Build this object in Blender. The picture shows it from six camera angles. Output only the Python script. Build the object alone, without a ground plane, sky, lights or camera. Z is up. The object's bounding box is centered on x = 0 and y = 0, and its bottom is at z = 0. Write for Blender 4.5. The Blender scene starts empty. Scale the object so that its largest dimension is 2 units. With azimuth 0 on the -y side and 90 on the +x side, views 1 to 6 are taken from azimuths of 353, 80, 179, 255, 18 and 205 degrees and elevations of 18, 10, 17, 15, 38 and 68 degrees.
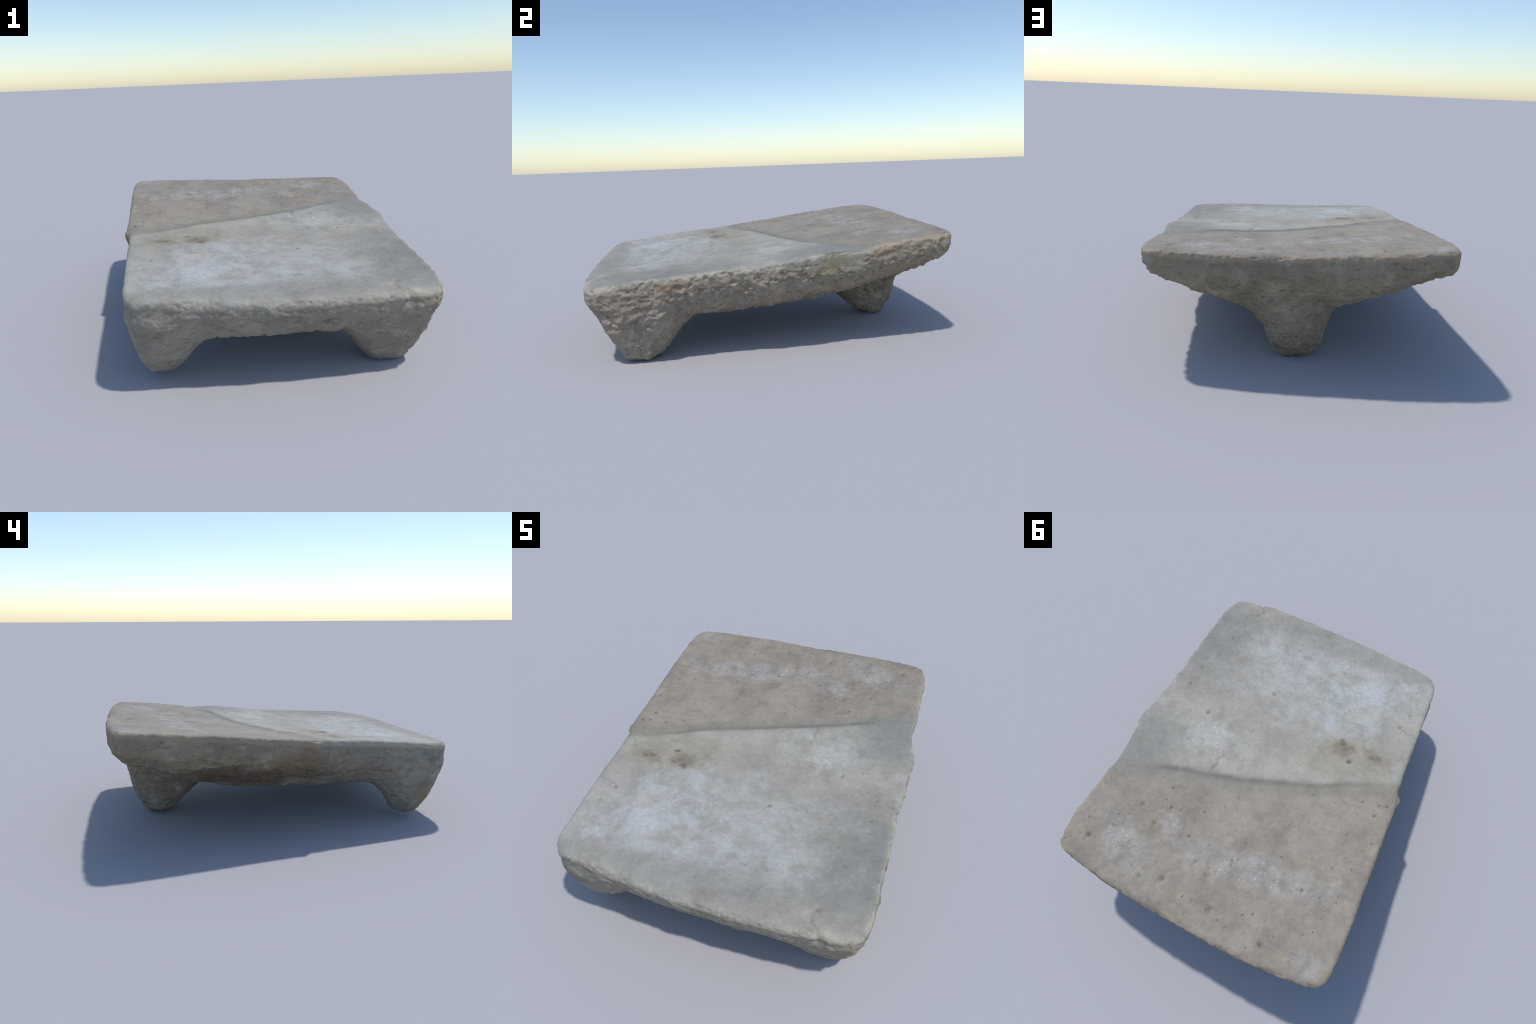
# A worn three-legged stone grinding slab, mended across the middle with mortar.
# The whole stone is one continuous solid (top plane, plan outline, keeled underside, three stub legs)
# written as a distance field, skinned, roughened with noise, then parted into named pieces.
import bpy, math
import numpy as np

GRID = 0.005
SEED = 11

# ------------------------------------------------------------------ small numeric helpers
def sstep(a, b, x):
    t = np.clip((x - a) / (b - a), 0.0, 1.0)
    return t * t * (3 - 2 * t)

def smin(a, b, k):
    h = np.clip(0.5 + 0.5 * (b - a) / k, 0.0, 1.0)
    return b + (a - b) * h - k * h * (1 - h)

def smax(a, b, k):
    return -smin(-a, -b, k)

def hash3(i, j, k, seed):
    h = (i.astype(np.int64) * 374761393 + j.astype(np.int64) * 668265263 + k.astype(np.int64) * 2147483647 + seed * 974634777) & 0xFFFFFFFF
    h = ((h ^ (h >> 13)) * 1274126177) & 0xFFFFFFFF
    h = ((h ^ (h >> 15)) * 2246822519) & 0xFFFFFFFF
    return h ^ (h >> 16)

def perlin(p, seed=0):
    c = np.floor(p)
    f = p - c
    c = c.astype(np.int64)
    u = f * f * f * (f * (f * 6 - 15) + 10)
    out = 0
    for dx in (0, 1):
        wx = u[:, 0] if dx else 1 - u[:, 0]
        for dy in (0, 1):
            wy = u[:, 1] if dy else 1 - u[:, 1]
            for dz in (0, 1):
                wz = u[:, 2] if dz else 1 - u[:, 2]
                h = hash3(c[:, 0] + dx, c[:, 1] + dy, c[:, 2] + dz, seed)
                g = np.stack([(h & 1023), (h >> 10) & 1023, (h >> 20) & 1023], 1) / 511.5 - 1.0
                d = f - np.array([dx, dy, dz])
                out = out + wx * wy * wz * (g * d).sum(1)
    return out * 1.3

def fbm(p, octaves=4, seed=0, gain=0.5):
    s, a, n = 0, 1.0, 0.0
    for o in range(octaves):
        s = s + a * perlin(p * 2.03 ** o + 17.1 * o, seed + o)
        n += a
        a *= gain
    return s / n

def cells(p, seed=0):
    """distance to the nearest and second nearest jittered cell centre"""
    c = np.floor(p).astype(np.int64)
    f1 = np.full(len(p), 9.0)
    f2 = np.full(len(p), 9.0)
    for dx in (-1, 0, 1):
        for dy in (-1, 0, 1):
            for dz in (-1, 0, 1):
                q = c + np.array([dx, dy, dz])
                h = hash3(q[:, 0], q[:, 1], q[:, 2], seed)
                j = np.stack([(h & 1023), (h >> 10) & 1023, (h >> 20) & 1023], 1) / 1023.0
                d = np.sqrt(((q + j - p) ** 2).sum(1))
                f2 = np.minimum(f2, np.maximum(f1, d))
                f1 = np.minimum(f1, d)
    return f1, f2

def catmull(points, per=10):
    P = np.array(points, float)
    n = len(P)
    out = []
    for i in range(n):
        a, b, c, d = P[i - 1], P[i], P[(i + 1) % n], P[(i + 2) % n]
        for t in np.arange(per) / per:
            out.append(0.5 * (2 * b + (c - a) * t + (2 * a - 5 * b + 4 * c - d) * t * t + (3 * b - a - 3 * c + d) * t ** 3))
    return np.array(out)

# ------------------------------------------------------------------ the shape: rules and profiles
# plan of the slab at rim height, control points of the four edges, anticlockwise from the front left
PLAN = [
    (-0.66, -0.898), (-0.61, -0.930), (-0.40, -0.959), (-0.20, -0.982), (0.02, -0.995), (0.25, -1.003), (0.47, -0.998), (0.61, -0.988), (0.680, -0.957),
    (0.710, -0.87), (0.717, -0.70), (0.724, -0.50), (0.730, -0.30), (0.749, -0.10), (0.755, 0.10), (0.742, 0.30), (0.742, 0.50), (0.745, 0.72),
    (0.732, 0.85), (0.695, 0.911), (0.55, 0.947), (0.30, 0.977), (0.0, 0.991), (-0.30, 1.000), (-0.55, 0.986), (-0.68, 0.967),
    (-0.735, 0.935), (-0.755, 0.865), (-0.757, 0.65), (-0.749, 0.40), (-0.740, 0.10), (-0.737, -0.07), (-0.716, -0.13), (-0.705, -0.40), (-0.696, -0.65), (-0.687, -0.83),
]
# the mended break runs obliquely over the top: x, y of its front edge and its width
JX = [-0.80, -0.69, -0.45, -0.33, -0.12, 0.08, 0.23, 0.37, 0.51, 0.70, 0.80]
JY = [-0.175, -0.145, -0.045, 0.025, 0.103, 0.176, 0.222, 0.262, 0.310, 0.382, 0.42]
JW = [0.110, 0.110, 0.105, 0.095, 0.075, 0.060, 0.055, 0.075, 0.080, 0.070, 0.06]

def joint(x):
    return np.interp(x, JX, JY), np.interp(x, JX, JW)

def top_height(x, y):
    rear = 0.4927 - 0.0437 * x + 0.1511 * y + 0.0358 * x * x + 0.0113 * x * y - 0.0342 * y * y
    front = 0.5057 - 0.0478 * x + 0.0773 * y + 0.0417 * x * x - 0.0339 * x * y - 0.0034 * y * y
    front = front + 0.029 * np.exp(-((x - 0.60) / 0.36) ** 2 - ((y - 0.25) / 0.20) ** 2)      # wedge left standing at the right end of the break
    lip = 0.013 * np.exp(-((y + 0.90) / 0.10) ** 2) * sstep(-0.72, -0.5, x) * sstep(0.6, 0.3, x)      # front margin turns up a little
    front = front + 0.008 * np.exp(-((x - 0.62) / 0.2) ** 2 - (y / 0.12) ** 2)
    front = front + lip - 0.012 * np.exp(-((x - 0.68) / 0.12) ** 2 - ((y + 0.93) / 0.12) ** 2)
    level = 0.009 * np.exp(-((x + 0.75) / 0.28) ** 2 - ((y + 0.12) / 0.22) ** 2)      # both halves meet flush at the left end
    front, rear = front - level, rear + level
    jy, jw = joint(x)
    return front + (rear - front) * sstep(-0.15, 1.05, (y - jy) / jw)

# inset of the sides with depth under the rim (depth, inset)
SIDE = {
    "left": ((0, 0.13, 0.20, 0.28), (0, 0.006, 0.035, 0.10)),
    "right": ((0, 0.08, 0.14, 0.19, 0.25, 0.32), (0, 0.006, 0.036, 0.082, 0.190, 0.33)),
    "front": ((0, 0.08, 0.15, 0.26), (0, 0.012, 0.045, 0.095)),
    "back": ((0, 0.10, 0.15, 0.21, 0.28), (0, 0.008, 0.026, 0.075, 0.155)),
}
# legs: per height the box x0, x1, y0, y1 of the cross-section
LEGS = {
    "front_left": [(0.03, -0.608, -0.495, -0.775, -0.660), (0.08, -0.633, -0.455, -0.812, -0.63), (0.13, -0.656, -0.42, -0.848, -0.600),
                   (0.20, -0.671, -0.36, -0.888, -0.545), (0.28, -0.688, -0.30, -0.918, -0.49), (0.36, -0.695, -0.26, -0.93, -0.45)],
    "front_right": [(0.0, 0.425, 0.585, -0.806, -0.650), (0.05, 0.385, 0.614, -0.832, -0.585), (0.10, 0.345, 0.638, -0.858, -0.548),
                    (0.15, 0.305, 0.655, -0.886, -0.510), (0.20, 0.26, 0.673, -0.911, -0.450), (0.28, 0.20, 0.702, -0.945, -0.37), (0.36, 0.16, 0.712, -0.962, -0.32)],
    "rear": [(0.0, -0.092, 0.090, 0.655, 0.778), (0.04, -0.124, 0.108, 0.592, 0.806), (0.10, -0.155, 0.134, 0.535, 0.844), (0.16, -0.178, 0.164, 0.455, 0.862),
             (0.23, -0.205, 0.215, 0.37, 0.876), (0.30, -0.240, 0.285, 0.27, 0.892), (0.38, -0.30, 0.38, 0.18, 0.912)],
}
# corner sharpness of each leg's section: outer corner, inner corner, outer x with inner y, inner x with outer y
LEG_CORNER = {"front_left": (3.6, 1.8, 1.8, 2.4), "front_right": (5.0, 2.4, 1.6, 2.8), "rear": (2.1, 2.0, 2.0, 2.1)}
LEG_FOOT = {"front_left": 0.034, "front_right": 0.0, "rear": 0.0}

def lerp_rows(rows, z):
    R = np.array(rows)
    return [np.interp(z, R[:, 0], R[:, i]) for i in range(1, 5)]

xs = np.arange(-0.83, 0.83, GRID)
ys = np.arange(-1.07, 1.07, GRID)
zs = np.arange(-0.045, 0.70, GRID)
X2, Y2 = np.meshgrid(xs, ys, indexing="ij")

def plan_distance(x, y):
    poly = catmull(PLAN, 8)
    d = np.full(x.shape, 9.0)
    inside = np.zeros(x.shape, bool)
    for a, b in zip(poly, np.roll(poly, -1, 0)):
        e = b - a
        t = np.clip(((x - a[0]) * e[0] + (y - a[1]) * e[1]) / (e @ e), 0, 1)
        d = np.minimum(d, np.hypot(x - a[0] - t * e[0], y - a[1] - t * e[1]))
        cross = (a[1] > y) != (b[1] > y)
        if e[1] != 0:
            inside ^= cross & (x < a[0] + (y - a[1]) * e[0] / e[1])
    return np.where(inside, -d, d)

def underside(x, y):
    keel = np.interp(y, [-1.0, -0.9, -0.75, -0.4, 0.0, 0.3, 0.5, 0.8, 1.0], [0.255, 0.235, 0.19, 0.165, 0.17, 0.19, 0.215, 0.265, 0.30])
    slope = np.interp(y, [-0.9, -0.3, 0.3, 0.8], [0.12, 0.19, 0.29, 0.46])
    r = np.abs(x) - 0.26
    back_left = sstep(0.0, -0.25, x) * sstep(0.6, 0.8, y)
    slope = slope + 0.05 * back_left
    keel = keel + 0.028 * back_left - 0.008 * sstep(-0.1, -0.3, x) * sstep(0.0, 0.15, y) * sstep(0.65, 0.5, y) - 0.010 * sstep(0.2, 0.4, x) * sstep(-0.6, -0.3, y) * sstep(0.6, 0.3, y)
    b = keel + slope * 0.5 * (r + np.sqrt(r * r + 0.01))
    ragged = perlin(np.stack([x * 3, y * 7, 0 * x], -1).reshape(-1, 3), 61).reshape(x.shape) * 0.022
    steep = np.interp(y, [-0.5, -0.15, 0.1, 0.4, 0.8], [0.74, 0.68, 0.66, 0.60, 0.45])
    left = top_height(np.full_like(x, -0.74), y) - np.interp(y, [-0.5, -0.1, 0.2], [0.13, 0.13, 0.134]) + ragged - steep * (x + 0.74)
    b = smax(b, left, 0.04)
    return np.where(x < 0, smin(b, top_height(x, y) - np.interp(y, [0.4, 0.6], [0.112, 0.135]), 0.03), b)

D2 = plan_distance(X2, Y2)
gx, gy = np.gradient(D2, GRID)
W = {"left": np.clip(-gx, 0, 1) ** 2, "right": np.clip(gx, 0, 1) ** 2, "front": np.clip(-gy, 0, 1) ** 2, "back": np.clip(gy, 0, 1) ** 2}
WS = sum(W.values()) + 1e-6
TOP = top_height(X2, Y2)
BOT = underside(X2, Y2)
ROUND = 0.026 + 0.008 * sstep(-0.6, -0.95, Y2) + 0.02 * sstep(0.4, 0.7, X2) * sstep(-0.8, -0.95, Y2) + 0.012 * sstep(0.75, 0.95, Y2)

def solid():
    F = np.empty((len(xs), len(ys), len(zs)), np.float32)
    for k, z in enumerate(zs):
        depth = np.maximum(TOP - z, 0)
        inset = sum(W[n] * np.interp(depth, *SIDE[n]) for n in SIDE) / WS
        f = smax(D2 + inset, (BOT - z) * 0.9, 0.05)
        f = smax(f, z - TOP, ROUND)
        for name, rows in LEGS.items():
            if z > 0.42:
                continue
            x0, x1, y0, y1 = lerp_rows(rows, z)
            cx, cy, rx, ry = (x0 + x1) / 2, (y0 + y1) / 2, (x1 - x0) / 2, (y1 - y0) / 2
            out_x, out_y = (X2 - cx) * np.sign(cx) > 0, (Y2 - cy) * np.sign(cy) > 0
            n = np.choose(out_y * 2 + out_x, [LEG_CORNER[name][i] for i in (1, 2, 3, 0)])
            q = ((np.abs(X2 - cx) / rx) ** n + (np.abs(Y2 - cy) / ry) ** n) ** (1 / n)
            leg = (q - 1) * min(rx, ry) * 0.85
            leg = smax(leg, np.full_like(leg, LEG_FOOT[name] - z), 0.035)
            leg = smax(leg, z - TOP + 0.10, 0.03)
            f = smin(f, leg, 0.04)
        F[:, :, k] = f
    return F

def surface_nets(F):
    S = F < 0
    c = [S[i:F.shape[0] - 1 + i, j:F.shape[1] - 1 + j, k:F.shape[2] - 1 + k] for i in (0, 1) for j in (0, 1) for k in (0, 1)]
    count = sum(a.astype(np.uint8) for a in c)
    act = np.argwhere((count > 0) & (count < 8))
    corner = np.array([(i, j, k) for i in (0, 1) for j in (0, 1) for k in (0, 1)])
    vals = np.stack([F[act[:, 0] + o[0], act[:, 1] + o[1], act[:, 2] + o[2]] for o in corner], 1)
    pos, num = np.zeros((len(act), 3)), np.zeros(len(act))
    for a in range(8):
        for b in range(a + 1, 8):
            if np.abs(corner[a] - corner[b]).sum() != 1:
                continue
            va, vb = vals[:, a], vals[:, b]
            m = (va < 0) != (vb < 0)
            t = np.where(m, va / np.where(m, va - vb, 1), 0)[:, None]
            pos += m[:, None] * (corner[a] + t * (corner[b] - corner[a]))
            num += m
    verts = np.array([xs[0], ys[0], zs[0]]) + GRID * (act + pos / num[:, None])
    index = np.full(count.shape, -1, np.int32)
    index[act[:, 0], act[:, 1], act[:, 2]] = np.arange(len(act))
    quads = []
    for ax in range(3):
        lo = [slice(None)] * 3
        hi = [slice(None)] * 3
        lo[ax], hi[ax] = slice(0, -1), slice(1, None)
        A, B = S[tuple(lo)], S[tuple(hi)]
        e = np.argwhere(A != B)
        flip = A[e[:, 0], e[:, 1], e[:, 2]]
        u, v = (ax + 1) % 3, (ax + 2) % 3
        du, dv = np.eye(3, dtype=int)[u], np.eye(3, dtype=int)[v]
        q = np.stack([index[tuple((e - s * du - t * dv).T)] for s, t in ((1, 1), (0, 1), (0, 0), (1, 0))], 1)
        q[~flip] = q[~flip][:, ::-1]
        quads.append(q)
    return verts, np.concatenate(quads)

def vertex_normals(v, q):
    fn = np.cross(v[q[:, 2]] - v[q[:, 0]], v[q[:, 3]] - v[q[:, 1]])
    n = np.zeros_like(v)
    for i in range(4):
        for a in range(3):
            n[:, a] += np.bincount(q[:, i], fn[:, a], len(v))
    return n / (np.linalg.norm(n, axis=1, keepdims=True) + 1e-12)

def relax(v, q, amount):
    s, w = np.zeros_like(v), np.zeros(len(v))
    for a, b in ((0, 1), (1, 2), (2, 3), (3, 0)):
        for i, j in ((q[:, a], q[:, b]), (q[:, b], q[:, a])):
            for c in range(3):
                s[:, c] += np.bincount(i, v[j, c], len(v))
            w += np.bincount(i, minlength=len(v))
    return v + amount * (s / w[:, None] - v)

# pits in the ground surface: x, y, radius, depth
PITS = [
    (0.435, -0.116, 0.011, 0.012), (-0.41, -0.174, 0.014, 0.008), (-0.589, -0.506, 0.012, 0.008), (-0.618, -0.60, 0.010, 0.008), (0.625, -0.242, 0.010, 0.009),
    (0.153, -0.402, 0.012, 0.007), (-0.475, 0.586, 0.013, 0.012), (0.463, 0.534, 0.013, 0.010), (0.558, -0.652, 0.009, 0.006), (0.624, -0.449, 0.008, 0.006),
    (0.619, -0.373, 0.009, 0.007), (0.5, -0.88, 0.012, 0.006), (0.273, 0.863, 0.013, 0.010), (0.164, 0.83, 0.014, 0.010), (-0.404, 0.901, 0.012, 0.011),
    (-0.67, 0.527, 0.026, 0.008), (-0.345, -0.268, 0.012, 0.007), (0.355, 0.60, 0.012, 0.009), (0.06, 0.68, 0.010, 0.008), (-0.12, 0.86, 0.02, 0.011),
    (-0.02, 0.72, 0.014, 0.009), (0.61, 0.80, 0.014, 0.008), (0.51, -0.56, 0.009, 0.005),
]

def noise_pits(v):
    """scattered small holes, more in the rear fragment"""
    f1, _ = cells(v * np.array([21, 21, 21]), 5)
    pick = sstep(0.05, 0.2, perlin(v * 9.0, 31))
    return sstep(0.20, 0.05, f1) * pick

verts, quads = surface_nets(solid())
verts = relax(relax(verts, quads, 0.5), quads, 0.5)
nrm = vertex_normals(verts, quads)

x, y, z = verts.T
depth = top_height(x, y) - z
jy, jw = joint(x)
up = sstep(0.035, 0.008, depth) * sstep(0.3, 0.7, nrm[:, 2])           # ground working face
rear = sstep(0.2, 0.8, (y - jy) / jw)
band = sstep(-0.3, 0.1, (y - jy) / jw) * sstep(1.3, 0.9, (y - jy) / jw)
rim = np.exp(-((depth - 0.012) / 0.022) ** 2) * (1 - sstep(0.6, 0.98, nrm[:, 2]))
ax = np.clip(nrm, -1, 1)
right = sstep(0.1, 0.5, ax[:, 0])
frontal = sstep(0.3, 0.8, -ax[:, 1])
rough = 0.62 + 0.33 * right - 0.22 * frontal * (1 - right) - 0.25 * frontal * sstep(0.25, 0.4, x) * sstep(0.12, 0.16, depth)
smooth_left = sstep(0.3, 0.7, -ax[:, 0]) * sstep(0.125, 0.10, depth)
smooth_left = np.maximum(smooth_left, sstep(0.3, 0.7, -ax[:, 0]) * sstep(-0.35, -0.6, y))
rough = rough * (1 - 0.72 * smooth_left) * (1 - 0.35 * sstep(0.3, 0.8, ax[:, 1]) * sstep(0.11, 0.07, depth))
patch = np.exp(-(((y - 0.29) / 0.13) ** 4)) * sstep(0.3, 0.6, ax[:, 0]) * sstep(0.13, 0.08, depth)
rough = rough * (1 - 0.8 * patch)
rough = rough * (1 - up) * (1 + 0.45 * sstep(0.0, 0.5, -ax[:, 2]))
scar = sstep(-0.15, 0.05, y) * sstep(0.85, 0.65, y) * sstep(0.08, 0.13, depth) * sstep(-0.35, -0.5, x)

warp = np.stack([fbm(verts * 9 + 3.3 * s, 3, 40 + s) for s in range(3)], 1) * 0.05
vq = (verts + warp) * np.array([1.0, 0.9, 1.3])
f1, f2 = cells(vq * 27, 3)
g1, g2 = cells((verts + warp * 0.6) * np.array([1.0, 0.95, 1.2]) * 52, 4)
scoops = (np.minimum(f1, 0.75) - 0.42) * 0.018 * sstep(-0.5, 0.5, perlin(verts * 7, 15))
nicks = (np.minimum(g1, 0.7) - 0.42) * 0.010 * sstep(-0.4, 0.4, perlin(verts * 11, 16))
lumps = fbm(verts * 8, 3, 1) * 0.016
ridged = (0.25 - np.abs(perlin((verts + warp * 0.5) * np.array([18, 16, 21]), 8))) * 0.010
holes = -0.007 * sstep(0.28, 0.58, perlin(verts * np.array([32, 32, 36]), 12)) - 0.003 * sstep(0.25, 0.5, perlin(verts * 62, 13))
grain = fbm(verts * 60, 2, 9) * 0.004
ledges = np.tanh(3.0 * fbm((verts + warp * 0.4) * np.array([5, 5, 22]), 3, 19)) * 0.010
off = rough * (scoops + nicks + lumps + ridged + holes + grain) + scar * ledges * 2.0 + 0.12 * rough * ledges
off += up * (fbm(verts * np.array([6, 6, 6]), 3, 21) * 0.006 + fbm(verts * 28, 2, 23) * (0.0012 + 0.0016 * rear)) * (1 - 0.6 * band)
off += rim * (fbm(verts * 18, 3, 50) * 0.009 + fbm(verts * 55, 2, 51) * 0.005) * (1 - 0.5 * smooth_left)
for px, py, pr, pd in PITS:
    r = np.hypot(x - px, y - py)
    off -= up * pd * np.exp(-((r / pr) ** 2))
off -= up * (0.001 + 0.005 * rear) * noise_pits(verts) * (1 - band)
# crease where the front half's broken lip stands against the mortar
lipline = y - jy - 0.010 * perlin(np.stack([x * 14, 0 * x, 0 * x], 1), 91)
off -= up * 0.003 * np.exp(-((lipline - 0.006) / 0.014) ** 2) * sstep(-0.62, -0.40, x) * sstep(0.62, 0.40, x)
off -= 0.013 * np.exp(-(((y - 0.29) / 0.12) ** 4)) * sstep(0.3, 0.6, ax[:, 0]) * sstep(0.115, 0.08, depth)      # scooped break under the rim at the seam
# slight trough along the mortar, and the little spur of mortar at the left edge
off -= up * 0.005 * np.exp(-(((y - jy) / jw - 0.5) / 0.6) ** 2) * sstep(0.6, 0.3, x) * sstep(-0.3, 0.0, x)
off += (1 - up) * 0.010 * np.exp(-((x + 0.735) / 0.03) ** 2 - ((y + 0.075) / 0.025) ** 2 - ((depth - 0.03) / 0.035) ** 2)
# splits running down the broken left side
for pts, deep in (([(0.56, 0.475), (0.47, 0.455), (0.40, 0.425), (0.33, 0.41)], 0.018), ([(0.20, 0.43), (0.12, 0.415), (0.05, 0.425)], 0.010)):
    d = np.full(len(x), 9.0)
    for (y0, z0), (y1, z1) in zip(pts, pts[1:]):
        t = np.clip(((y - y0) * (y1 - y0) + (z - z0) * (z1 - z0)) / ((y1 - y0) ** 2 + (z1 - z0) ** 2), 0, 1)
        d = np.minimum(d, np.hypot(y - y0 - t * (y1 - y0), z - z0 - t * (z1 - z0)))
    off -= deep * sstep(-0.55, -0.65, x) * np.exp(-((d + 0.010 * perlin(verts * 30, 71)) / 0.013) ** 2)
# branch crack near the break and the spalled crack at the front right corner
def crack(pts, width, deep):
    d = np.full(len(x), 9.0)
    for (ax0, ay0), (bx, by) in zip(pts, pts[1:]):
        e = np.array([bx - ax0, by - ay0])
        t = np.clip(((x - ax0) * e[0] + (y - ay0) * e[1]) / (e @ e), 0, 1)
        d = np.minimum(d, np.hypot(x - ax0 - t * e[0], y - ay0 - t * e[1]))
    return deep * np.exp(-((d + 0.9 * width * perlin(verts * 45, 77)) / width) ** 2)
off -= crack([(0.222, 0.10), (0.232, 0.13), (0.226, 0.16), (0.238, 0.20)], 0.012, 0.006) * up
off -= crack([(0.47, -0.915), (0.485, -0.955), (0.525, -0.985), (0.56, -1.0), (0.57, -1.03)], 0.013, 0.011) * sstep(0.12, 0.05, depth)
verts = verts + nrm * off[:, None]

# the feet are worn flat where they stand
verts[:, 2] = np.where(verts[:, 2] < 0.004, 0.004 * np.exp((verts[:, 2] - 0.004) / 0.004), verts[:, 2])
verts[:, 2] -= verts[:, 2].min()
print("extent", verts.min(0), verts.max(0), len(verts))
nrm = vertex_normals(verts, quads)

# ------------------------------------------------------------------ materials
class Nodes:
    def __init__(self, name):
        self.mat = bpy.data.materials.new(name)
        self.mat.use_nodes = True
        self.t = self.mat.node_tree
        self.t.nodes.clear()
        self.out = self.add("ShaderNodeOutputMaterial")
        self.co = self.add("ShaderNodeTexCoord").outputs["Object"]
        sep = self.add("ShaderNodeSeparateXYZ")
        self.link(self.co, sep.inputs[0])
        self.x, self.y, self.z = sep.outputs

    def add(self, kind, **props):
        n = self.t.nodes.new(kind)
        for k, v in props.items():
            setattr(n, k, v)
        return n

    def link(self, a, b):
        if isinstance(a, (int, float, tuple)):
            b.default_value = a
        else:
            self.t.links.new(a, b)

    def math(self, op, a, b=0.0, clamp=False):
        n = self.add("ShaderNodeMath", operation=op, use_clamp=clamp)
        self.link(a, n.inputs[0])
        self.link(b, n.inputs[1])
        return n.outputs[0]

    def ramp(self, v, a, b, lo=0.0, hi=1.0):
        n = self.add("ShaderNodeMapRange", interpolation_type="SMOOTHSTEP")
        self.link(v, n.inputs[0])
        for i, s in enumerate((a, b, lo, hi)):
            self.link(s, n.inputs[i + 1])
        return n.outputs[0]

    def noise(self, scale, detail=4.0, rough=0.55, stretch=(1, 1, 1), shift=0.0, distort=0.0):
        m = self.add("ShaderNodeMapping")
        m.inputs["Scale"].default_value = stretch
        m.inputs["Location"].default_value = (shift, shift * 0.7, shift * 1.3)
        self.link(self.co, m.inputs[0])
        n = self.add("ShaderNodeTexNoise")
        self.link(m.outputs[0], n.inputs["Vector"])
        n.inputs["Scale"].default_value = scale
        n.inputs["Detail"].default_value = detail
        n.inputs["Roughness"].default_value = rough
        n.inputs["Distortion"].default_value = distort
        return n.outputs[0]

    def mix(self, fac, a, b):
        n = self.add("ShaderNodeMix", data_type="RGBA")
        self.link(fac, n.inputs[0])
        for s, v in ((n.inputs[6], a), (n.inputs[7], b)):
            if isinstance(v, tuple):
                s.default_value = (*v, 1.0)
            else:
                self.t.links.new(v, s)
        return n.outputs[2]

    def times(self, *f):
        r = f[0]
        for g in f[1:]:
            r = self.math("MULTIPLY", r, g)
        return r

    def blob(self, c, size, turn=0.0, soft=0.6, edge=None, wob=0.5):
        """soft-edged ellipsoidal patch at c with radii size, its rim frayed by noise"""
        m = self.add("ShaderNodeMapping", vector_type="TEXTURE")
        m.inputs["Location"].default_value = c
        m.inputs["Rotation"].default_value = (0, 0, turn)
        m.inputs["Scale"].default_value = size
        self.link(self.co, m.inputs[0])
        ln = self.add("ShaderNodeVectorMath", operation="LENGTH")
        self.link(m.outputs[0], ln.inputs[0])
        d = ln.outputs["Value"]
        if edge is not None:
            d = self.math("ADD", d, self.math("MULTIPLY", self.math("SUBTRACT", edge, 0.5), wob * 2))
        return self.ramp(d, 1.0 + soft / 2, 1.0 - soft / 2)


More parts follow.
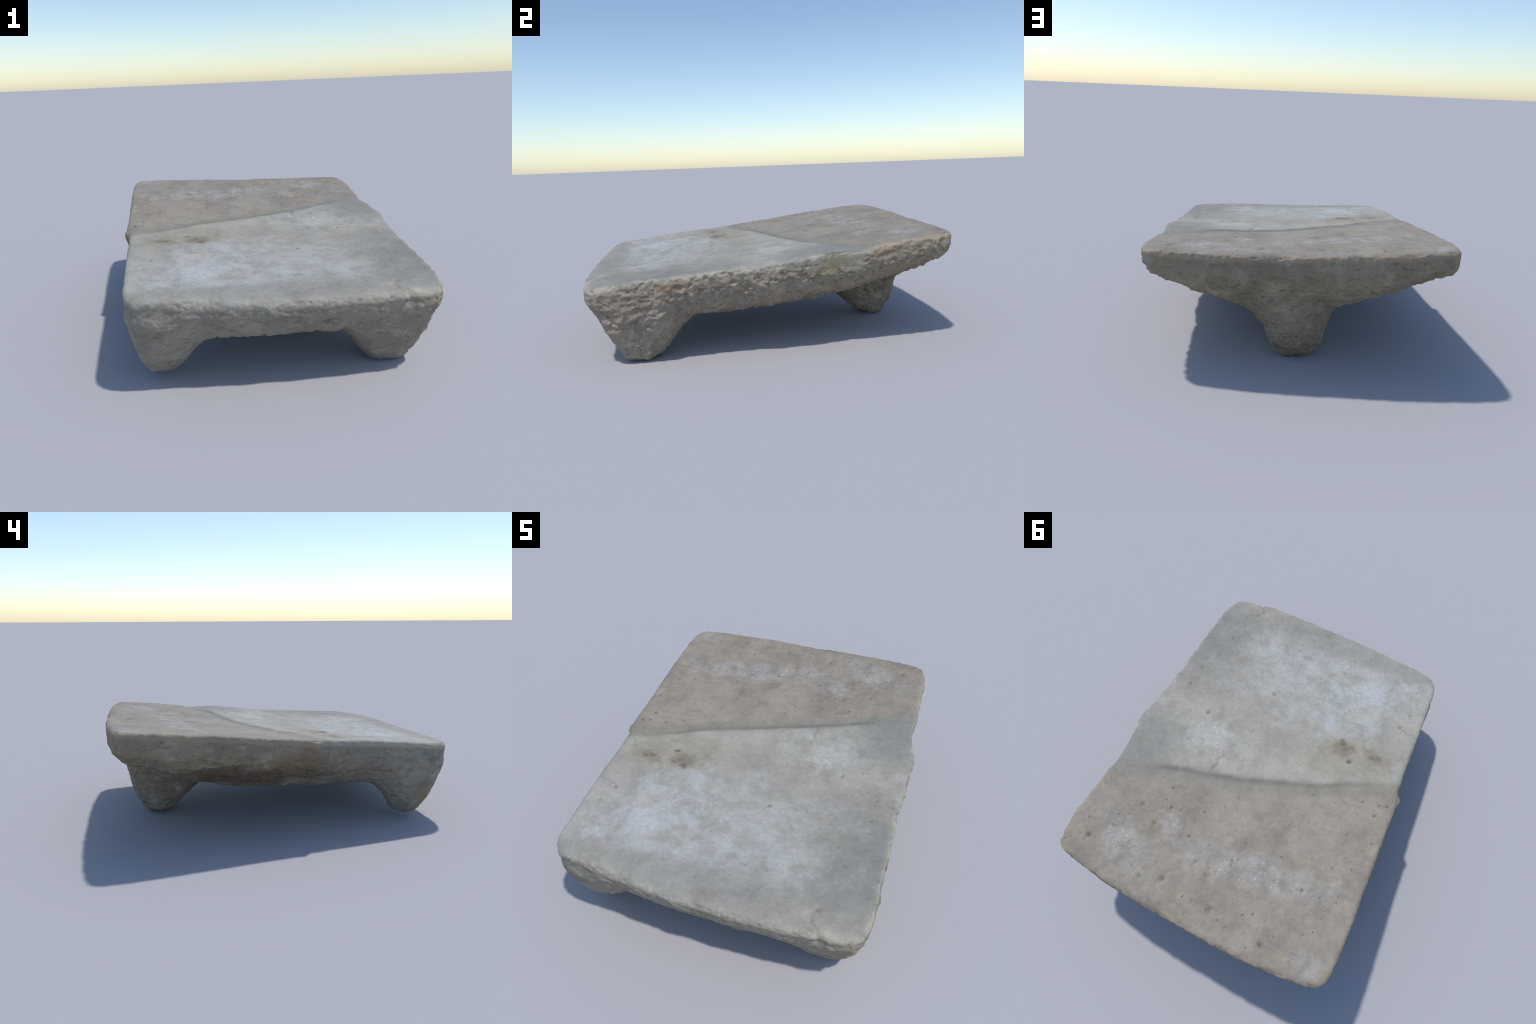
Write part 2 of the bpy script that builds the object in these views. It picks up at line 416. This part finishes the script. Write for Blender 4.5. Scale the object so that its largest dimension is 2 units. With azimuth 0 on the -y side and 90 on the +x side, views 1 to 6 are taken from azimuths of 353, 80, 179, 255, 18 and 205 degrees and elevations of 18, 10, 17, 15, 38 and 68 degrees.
def stone(name, mortar=False):
    N = Nodes(name)
    fine = N.noise(38, 6, 0.65)
    mid = N.noise(11, 5, 0.6, shift=3.1)
    big = N.noise(3.2, 4, 0.55, shift=7.7)
    fray = N.noise(6.5, 6, 0.62, shift=1.9)
    speck = N.noise(85, 3, 0.6, shift=5.0)

    # height of the ground face under this point: is the surface part of the worn top, front or rear fragment?
    x2 = N.math("MULTIPLY", N.x, N.x)
    xy = N.math("MULTIPLY", N.x, N.y)
    y2 = N.math("MULTIPLY", N.y, N.y)
    def poly(*terms):
        s = terms[0]
        for c, v in terms[1:]:
                s = N.math("ADD", s, N.math("MULTIPLY", v, c))
        return s
    def gauss(v, c, w):
        d = N.math("DIVIDE", N.math("SUBTRACT", v, c), w)
        return N.math("MULTIPLY", d, d)
    wedge = N.math("EXPONENT", N.math("MULTIPLY", N.math("ADD", gauss(N.x, 0.60, 0.36), gauss(N.y, 0.25, 0.20)), -1.0))
    hf = poly(0.5057, (-0.0478, N.x), (0.0773, N.y), (0.0417, x2), (-0.0339, xy), (-0.0034, y2), (0.029, wedge))
    hr = poly(0.4927, (-0.0437, N.x), (0.1511, N.y), (0.0358, x2), (0.0113, xy), (-0.0342, y2))
    curve = N.add("ShaderNodeFloatCurve")
    cm = curve.mapping
    pts = cm.curves[0].points
    keys = [((a + 0.8) / 1.6, b + 0.3) for a, b in zip(JX, JY)]
    pts[0].location, pts[1].location = keys[0], keys[-1]
    for k in keys[1:-1]:
        pts.new(*k)
    cm.update()
    N.link(N.math("MULTIPLY", N.math("ADD", N.x, 0.8), 1 / 1.6), curve.inputs["Value"])
    s = N.math("SUBTRACT", N.y, N.math("SUBTRACT", curve.outputs[0], 0.3))       # distance behind the break
    corner = N.math("EXPONENT", N.math("MULTIPLY", N.math("ADD", gauss(N.x, 0.68, 0.12), gauss(N.y, -0.93, 0.12)), -1.0))
    hf = N.math("ADD", hf, N.math("MULTIPLY", corner, -0.012))
    level = N.math("EXPONENT", N.math("MULTIPLY", N.math("ADD", gauss(N.x, -0.75, 0.28), gauss(N.y, -0.12, 0.22)), -1.0))
    hf = N.math("ADD", hf, N.math("MULTIPLY", level, -0.009))
    hr = N.math("ADD", hr, N.math("MULTIPLY", level, 0.009))
    step = N.ramp(s, -0.01, 0.068)
    s = N.math("ADD", s, N.math("MULTIPLY", N.math("SUBTRACT", fray, 0.5), 0.02))
    rear = N.ramp(s, 0.03, 0.075)
    h = N.math("ADD", hf, N.math("MULTIPLY", N.math("SUBTRACT", hr, hf), step))
    dep = N.math("SUBTRACT", h, N.z)
    depn = N.math("ADD", dep, N.math("MULTIPLY", N.math("SUBTRACT", mid, 0.5), 0.035))
    topm = N.ramp(depn, 0.040, 0.016)
    rimm = N.times(N.ramp(depn, 0.002, 0.014), N.ramp(depn, 0.046, 0.024))

    # only the outer margin carries rim colour; inside it everything near the face is face
    ax_, ay_ = N.math("ABSOLUTE", N.x), N.math("ABSOLUTE", N.y)
    outer = N.math("MAXIMUM", N.ramp(ax_, 0.58, 0.66), N.ramp(ay_, 0.82, 0.90))
    rimm = N.times(rimm, outer)
    topm = N.math("MAXIMUM", topm, N.times(N.math("SUBTRACT", 1.0, outer), N.ramp(dep, 0.09, 0.06)))

    # front fragment: cool grey, milky bruised patches, greyer right margin, yellow-brown stain
    soft = N.noise(7.5, 5, 0.62, shift=11.3, distort=1.2)
    grey = N.mix(N.ramp(big, 0.35, 0.65), (0.302, 0.281, 0.233), (0.352, 0.331, 0.281))
    grey = N.mix(N.times(N.ramp(soft, 0.45, 0.72), 0.6), grey, (0.368, 0.358, 0.325))
    grey = N.mix(N.times(N.ramp(mid, 0.5, 0.3), 0.45), grey, (0.272, 0.258, 0.220))
    milky = N.math("MAXIMUM", N.blob((-0.42, -0.68, 0.47), (0.20, 0.13, 1), 0.4, 1.2, fray, 1.2), N.blob((-0.19, -0.48, 0.47), (0.06, 0.22, 1), 0.15, 1.2, fray, 1.0))
    milky = N.math("MAXIMUM", milky, N.times(N.blob((0.05, -0.72, 0.47), (0.42, 0.13, 1), 0.05, 1.4, soft, 1.6), 0.75))
    milky = N.math("MAXIMUM", milky, N.times(N.blob((0.18, -0.58, 0.47), (0.14, 0.16, 1), 0.4, 1.4, soft, 1.6), 0.6))
    milky = N.math("MAXIMUM", milky, N.times(N.blob((-0.42, -0.44, 0.47), (0.10, 0.08, 1), 0.3, 1.2, fray, 1.2), 0.85))
    milky = N.math("MAXIMUM", milky, N.times(N.blob((-0.08, -0.60, 0.47), (0.52, 0.28, 1), 0.1, 1.5, fray, 0.5), 0.55))
    milky_t = N.times(milky, N.ramp(mid, 0.30, 0.62, 0.25, 1.0))
    grey = N.mix(N.times(milky_t, 0.8), grey, (0.395, 0.420, 0.420))
    pale = N.times(N.blob((0.34, 0.02, 0.5), (0.26, 0.18, 1), 0.3, 1.6, mid, 1.2), N.ramp(mid, 0.35, 0.6, 0.2, 1.0))
    grey = N.mix(N.times(pale, 0.6), grey, (0.405, 0.403, 0.360))
    flecks = N.times(N.ramp(speck, 0.56, 0.66), N.ramp(mid, 0.42, 0.58))
    bright = N.math("MAXIMUM", milky, pale)
    grey = N.mix(N.times(flecks, N.ramp(bright, 0.0, 1.0, 0.15, 0.6)), grey, (0.50, 0.52, 0.51))
    margin = N.math("MAXIMUM", N.blob((0.64, -0.66, 0.44), (0.20, 0.34, 1), -0.05, 1.4, fray, 0.8), N.blob((0.64, 0.22, 0.48), (0.17, 0.22, 1), 0.0, 1.2, fray, 0.6))
    margin = N.math("MAXIMUM", margin, N.times(N.blob((0.0, -0.90, 0.44), (0.60, 0.09, 1), 0.0, 1.3, fray, 0.8), 0.6))
    grey = N.mix(N.times(margin, 0.75), grey, (0.218, 0.215, 0.191))
    ywash = N.blob((-0.40, -0.18, 0.51), (0.23, 0.11, 1), 0.35, 1.2, fray, 1.0)
    grey = N.mix(N.times(ywash, 0.5), grey, (0.300, 0.270, 0.185))
    stain = N.times(N.math("MAXIMUM", N.blob((-0.36, -0.25, 0.51), (0.085, 0.045, 1), 0.5, 1.5, mid, 1.6), N.blob((-0.53, -0.255, 0.51), (0.05, 0.036, 1), 0, 1.5, mid, 1.2)), 0.6)
    for sx, sy, sr in ((-0.345, -0.268, 0.018), (-0.365, -0.243, 0.014), (-0.325, -0.283, 0.014), (-0.39, -0.262, 0.012), (-0.41, -0.175, 0.013), (-0.515, -0.25, 0.016), (-0.545, -0.263, 0.014)):
        stain = N.math("MAXIMUM", stain, N.blob((sx, sy, 0.51), (sr * 1.3, sr, 1), sx * 7, 1.5, mid, 1.2))
    grey = N.mix(N.times(stain, 0.85), grey, (0.170, 0.135, 0.090))

    # rear fragment: pinkish tan with pale rubs
    tan = N.mix(N.ramp(big, 0.35, 0.65), (0.239, 0.208, 0.166), (0.294, 0.259, 0.209))
    tan = N.mix(N.times(N.ramp(soft, 0.48, 0.72), 0.7), tan, (0.303, 0.255, 0.186))
    tan = N.mix(N.times(N.ramp(mid, 0.5, 0.28), 0.5), tan, (0.212, 0.186, 0.156))
    rub = N.math("MAXIMUM", N.blob((-0.22, 0.60, 0.57), (0.36, 0.075, 1), 0.12, 1.3, fray, 1.2), N.blob((0.28, 0.565, 0.56), (0.045, 0.06, 1), 0.3, 1.2, fray, 0.7))
    rub = N.math("MAXIMUM", rub, N.times(N.blob((0.44, 0.74, 0.57), (0.20, 0.09, 1), -0.5, 1.3, fray, 1.2), 0.8))
    rub = N.math("MAXIMUM", rub, N.times(N.blob((-0.62, 0.90, 0.61), (0.07, 0.05, 1), 0.5, 1.3, fray, 1.2), 0.8))
    rub_t = N.times(rub, N.ramp(mid, 0.32, 0.6, 0.3, 1.0))
    tan = N.mix(N.times(rub_t, 0.75), tan, (0.345, 0.332, 0.310))
    tan = N.mix(N.times(flecks, N.ramp(rub, 0.0, 1.0, 0.2, 0.6)), tan, (0.42, 0.41, 0.39))

    seam = N.times(N.ramp(s, -0.045, 0.01), N.ramp(s, 0.095, 0.045))
    mort = N.mix(N.ramp(N.x, -0.4, 0.5), (0.225, 0.207, 0.150), (0.215, 0.212, 0.172))
    mort = N.mix(N.times(N.ramp(soft, 0.4, 0.65), 0.35), mort, (0.265, 0.252, 0.20))
    topc = N.mix(rear, grey, tan)
    topc = N.mix(N.times(seam, 0.8), topc, mort)

    crease = N.times(N.ramp(N.math("ABSOLUTE", N.math("SUBTRACT", s, 0.008)), 0.026, 0.004), N.ramp(N.x, -0.65, -0.4), N.ramp(N.x, 0.62, 0.4), N.ramp(fray, 0.3, 0.55, 0.15, 0.42))
    topc = N.mix(crease, topc, (0.150, 0.142, 0.115))

    # hewn sides, underside and legs
    side_f = N.mix(N.ramp(big, 0.35, 0.65), (0.235, 0.212, 0.170), (0.290, 0.265, 0.218))
    side_r = N.mix(N.ramp(big, 0.35, 0.65), (0.232, 0.192, 0.135), (0.285, 0.240, 0.172))
    side_f = N.mix(N.times(N.ramp(N.x, 0.35, 0.7), 0.8), side_f, N.mix(N.ramp(soft, 0.35, 0.65), (0.246, 0.200, 0.152), (0.316, 0.268, 0.212)))
    side = N.mix(rear, side_f, side_r)
    side = N.mix(N.times(N.ramp(mid, 0.52, 0.7), 0.55), side, (0.345, 0.322, 0.275))
    side = N.mix(N.times(N.ramp(soft, 0.52, 0.72), 0.5), side, (0.215, 0.165, 0.105))
    side = N.mix(N.times(N.ramp(fray, 0.60, 0.70), 0.4), side, (0.30, 0.31, 0.30))
    # crevice darkness and pale streaks painted in, since shade hides the relief there
    painted_relief = N.noise(17, 5, 0.62, stretch=(1, 1, 2.2), shift=31.0, distort=1.0)
    side = N.mix(N.times(N.ramp(painted_relief, 0.54, 0.66), 0.55), side, (0.135, 0.105, 0.072))
    side = N.mix(N.times(N.ramp(painted_relief, 0.44, 0.32), 0.3), side, (0.345, 0.320, 0.275))
    # dark brown area in the hollow under the left edge behind the break; rust at the break; ochre spots
    brown_hollow = N.blob((-0.56, 0.26, 0.325), (0.26, 0.38, 0.085), 0, 0.9, fray, 0.8)
    side = N.mix(N.times(brown_hollow, 0.78), side, (0.115, 0.080, 0.052))
    rust = N.math("MAXIMUM", N.times(N.blob((-0.72, 0.03, 0.43), (0.10, 0.16, 0.07), 0, 1.4, mid, 1.6), 0.7), N.blob((0.72, -0.56, 0.42), (0.06, 0.07, 0.03), 0, 1.2, mid, 1.4))
    side = N.mix(N.times(rust, 0.6), side, (0.24, 0.145, 0.075))
    patch = N.blob((0.74, 0.29, 0.43), (0.10, 0.125, 0.075), 0, 0.6, mid, 0.5)
    side = N.mix(N.times(patch, 0.75), side, N.mix(N.ramp(mid, 0.35, 0.65), (0.235, 0.222, 0.165), (0.285, 0.265, 0.190)))
    ochre = N.math("MAXIMUM", N.blob((-0.66, -0.77, 0.15), (0.06, 0.035, 0.05), 0, 1.2, mid, 1.2), N.blob((0.74, 0.22, 0.45), (0.08, 0.06, 0.04), 0, 1.4, mid, 1.4))
    side = N.mix(N.times(ochre, 0.5), side, (0.26, 0.20, 0.10))

    # rims: front lightened to draw its crisp highlight, orange-tan on the rear fragment
    rimc = N.mix(rear, (0.405, 0.365, 0.285), (0.365, 0.282, 0.190))
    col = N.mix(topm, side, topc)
    col = N.mix(N.times(rimm, N.math("MAXIMUM", N.ramp(fray, 0.35, 0.6, 0.3, 0.85), N.ramp(rear, 0, 1, 0, 0.55))), col, rimc)

    # dark pores and overall mottling
    wob = N.add("ShaderNodeMixRGB")
    wob.inputs[0].default_value = 0.018
    N.link(N.co, wob.inputs[1])
    nz = N.add("ShaderNodeTexNoise")
    N.link(N.co, nz.inputs["Vector"])
    nz.inputs["Scale"].default_value = 22
    N.link(nz.outputs["Color"], wob.inputs[2])
    vor = N.add("ShaderNodeTexVoronoi")
    N.link(wob.outputs[0], vor.inputs["Vector"])
    vor.inputs["Scale"].default_value = 24
    sizes = N.add("ShaderNodeSeparateXYZ")
    N.link(vor.outputs["Color"], sizes.inputs[0])
    reach = N.ramp(sizes.outputs[0], 0.35, 1.0, 0.0, 0.22)
    pore = N.ramp(N.math("SUBTRACT", vor.outputs["Distance"], reach), 0.02, -0.08)
    pores = N.times(pore, N.ramp(rear, 0, 1, 0.35, 1.0))
    col = N.mix(N.times(pores, N.ramp(fray, 0.35, 0.6, 0.2, 0.8)), col, (0.105, 0.095, 0.085))
    def grains(scale, least, radius):
        """sparse small grains: only cells whose random value passes the threshold"""
        v = N.add("ShaderNodeTexVoronoi")
        N.link(wob.outputs[0], v.inputs["Vector"])
        v.inputs["Scale"].default_value = scale
        c = N.add("ShaderNodeSeparateXYZ")
        N.link(v.outputs["Color"], c.inputs[0])
        return N.times(N.ramp(v.outputs["Distance"], radius, radius * 0.45), N.ramp(c.outputs[1], least, least + 0.05))
    dark = N.times(grains(43, 0.80, 0.24), N.ramp(rear, 0, 1, 0.2, 0.55), N.ramp(soft, 0.35, 0.55, 0.3, 1.0))
    col = N.mix(dark, col, (0.125, 0.115, 0.105))
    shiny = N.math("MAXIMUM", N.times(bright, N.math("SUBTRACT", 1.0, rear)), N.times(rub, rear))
    glint = N.times(grains(57, 0.70, 0.34), shiny, topm)  # crystal sparkle put into the base colour as pale specks
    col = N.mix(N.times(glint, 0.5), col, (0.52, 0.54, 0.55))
    pits = None
    for px, py, pr, pd in PITS:
        b = N.blob((px, py, 0.5), (pr * 0.75, pr * 0.5, 0.5), px * 9, 1.5, fine, 1.2)
        b = N.math("MULTIPLY", b, 0.55 + 0.45 * math.sin(px * 50) ** 2)
        pits = b if pits is None else N.math("MAXIMUM", pits, b)
    col = N.mix(N.times(pits, topm, 0.5), col, (0.10, 0.095, 0.085))
    scratch = N.noise(26, 4, 0.6, shift=21.0, distort=0.8)
    amp = N.ramp(soft, 0.35, 0.65, 0.10, 0.42)
    shade = N.math("ADD", 1.0, N.math("MULTIPLY", N.math("SUBTRACT", scratch, 0.5), amp))
    shade = N.math("MULTIPLY", shade, N.math("MULTIPLY", N.ramp(fine, 0.25, 0.75, 0.93, 1.07), N.ramp(mid, 0.25, 0.75, 0.93, 1.07)))
    g = N.add("ShaderNodeVectorMath", operation="SCALE")
    N.link(col, g.inputs[0])
    N.link(shade, g.inputs["Scale"])

    b = N.add("ShaderNodeBsdfPrincipled")
    N.link(g.outputs[0], b.inputs["Base Color"])
    N.link(N.ramp(topm, 0, 1, 0.85, 0.68), b.inputs["Roughness"])
    b.inputs["Specular IOR Level"].default_value = 0.3
    bump = N.add("ShaderNodeBump")
    N.link(N.ramp(topm, 0, 1, 0.65, 0.28), bump.inputs["Strength"])
    bump.inputs["Distance"].default_value = 0.004
    hgt = N.math("ADD", fine, N.math("MULTIPLY", speck, 0.5))
    N.link(hgt, bump.inputs["Height"])
    N.link(bump.outputs[0], b.inputs["Normal"])
    N.link(b.outputs[0], N.out.inputs[0])
    return N.mat

# ------------------------------------------------------------------ part the stone into its pieces
fc = verts[quads].mean(1)
fx, fy, fz = fc.T
fjy, fjw = joint(fx)
fs = fy - fjy
top_here = top_height(fx, fy)
region = np.where(fs > fjw, 1, 0)                                   # 0 front fragment, 1 rear fragment
region[(fs >= 0) & (fs <= fjw) & (top_here - fz < 0.16)] = 2        # mortar that fills the break
region[(region == 2) & (top_here - fz >= 0.16)] = 0
low = 0.225
region[(fz < low) & (fx < 0) & (fy < -0.40)] = 3
region[(fz < low - 0.015) & (fx > 0) & (fy < -0.40)] = 4
region[(fz < low + 0.02) & (np.abs(fx) < 0.32) & (fy > 0.33)] = 5

mat = stone("weathered_stone")
root = bpy.data.objects.new("grinding_slab", None)
bpy.context.collection.objects.link(root)
root["label"] = "worn three-legged grey and tan stone grinding slab, mended"
root["category"] = "grinding stone"

for r, name in enumerate(["front_fragment", "rear_fragment", "mortar_joint", "leg", "leg", "leg"]):
    q = quads[region == r]
    used, inv = np.unique(q, return_inverse=True)
    inv = inv.reshape(-1, 4)
    me = bpy.data.meshes.new(name)
    me.vertices.add(len(used))
    me.vertices.foreach_set("co", verts[used].ravel())
    me.loops.add(inv.size)
    me.loops.foreach_set("vertex_index", inv.ravel())
    me.polygons.add(len(inv))
    me.polygons.foreach_set("loop_start", np.arange(0, inv.size, 4))
    me.polygons.foreach_set("use_smooth", np.ones(len(inv), bool))
    me.update(calc_edges=True)
    me.validate()
    me.normals_split_custom_set_from_vertices(nrm[used].tolist())
    me.materials.append(mat)
    ob = bpy.data.objects.new(name, me)
    ob.parent = root
    bpy.context.collection.objects.link(ob)
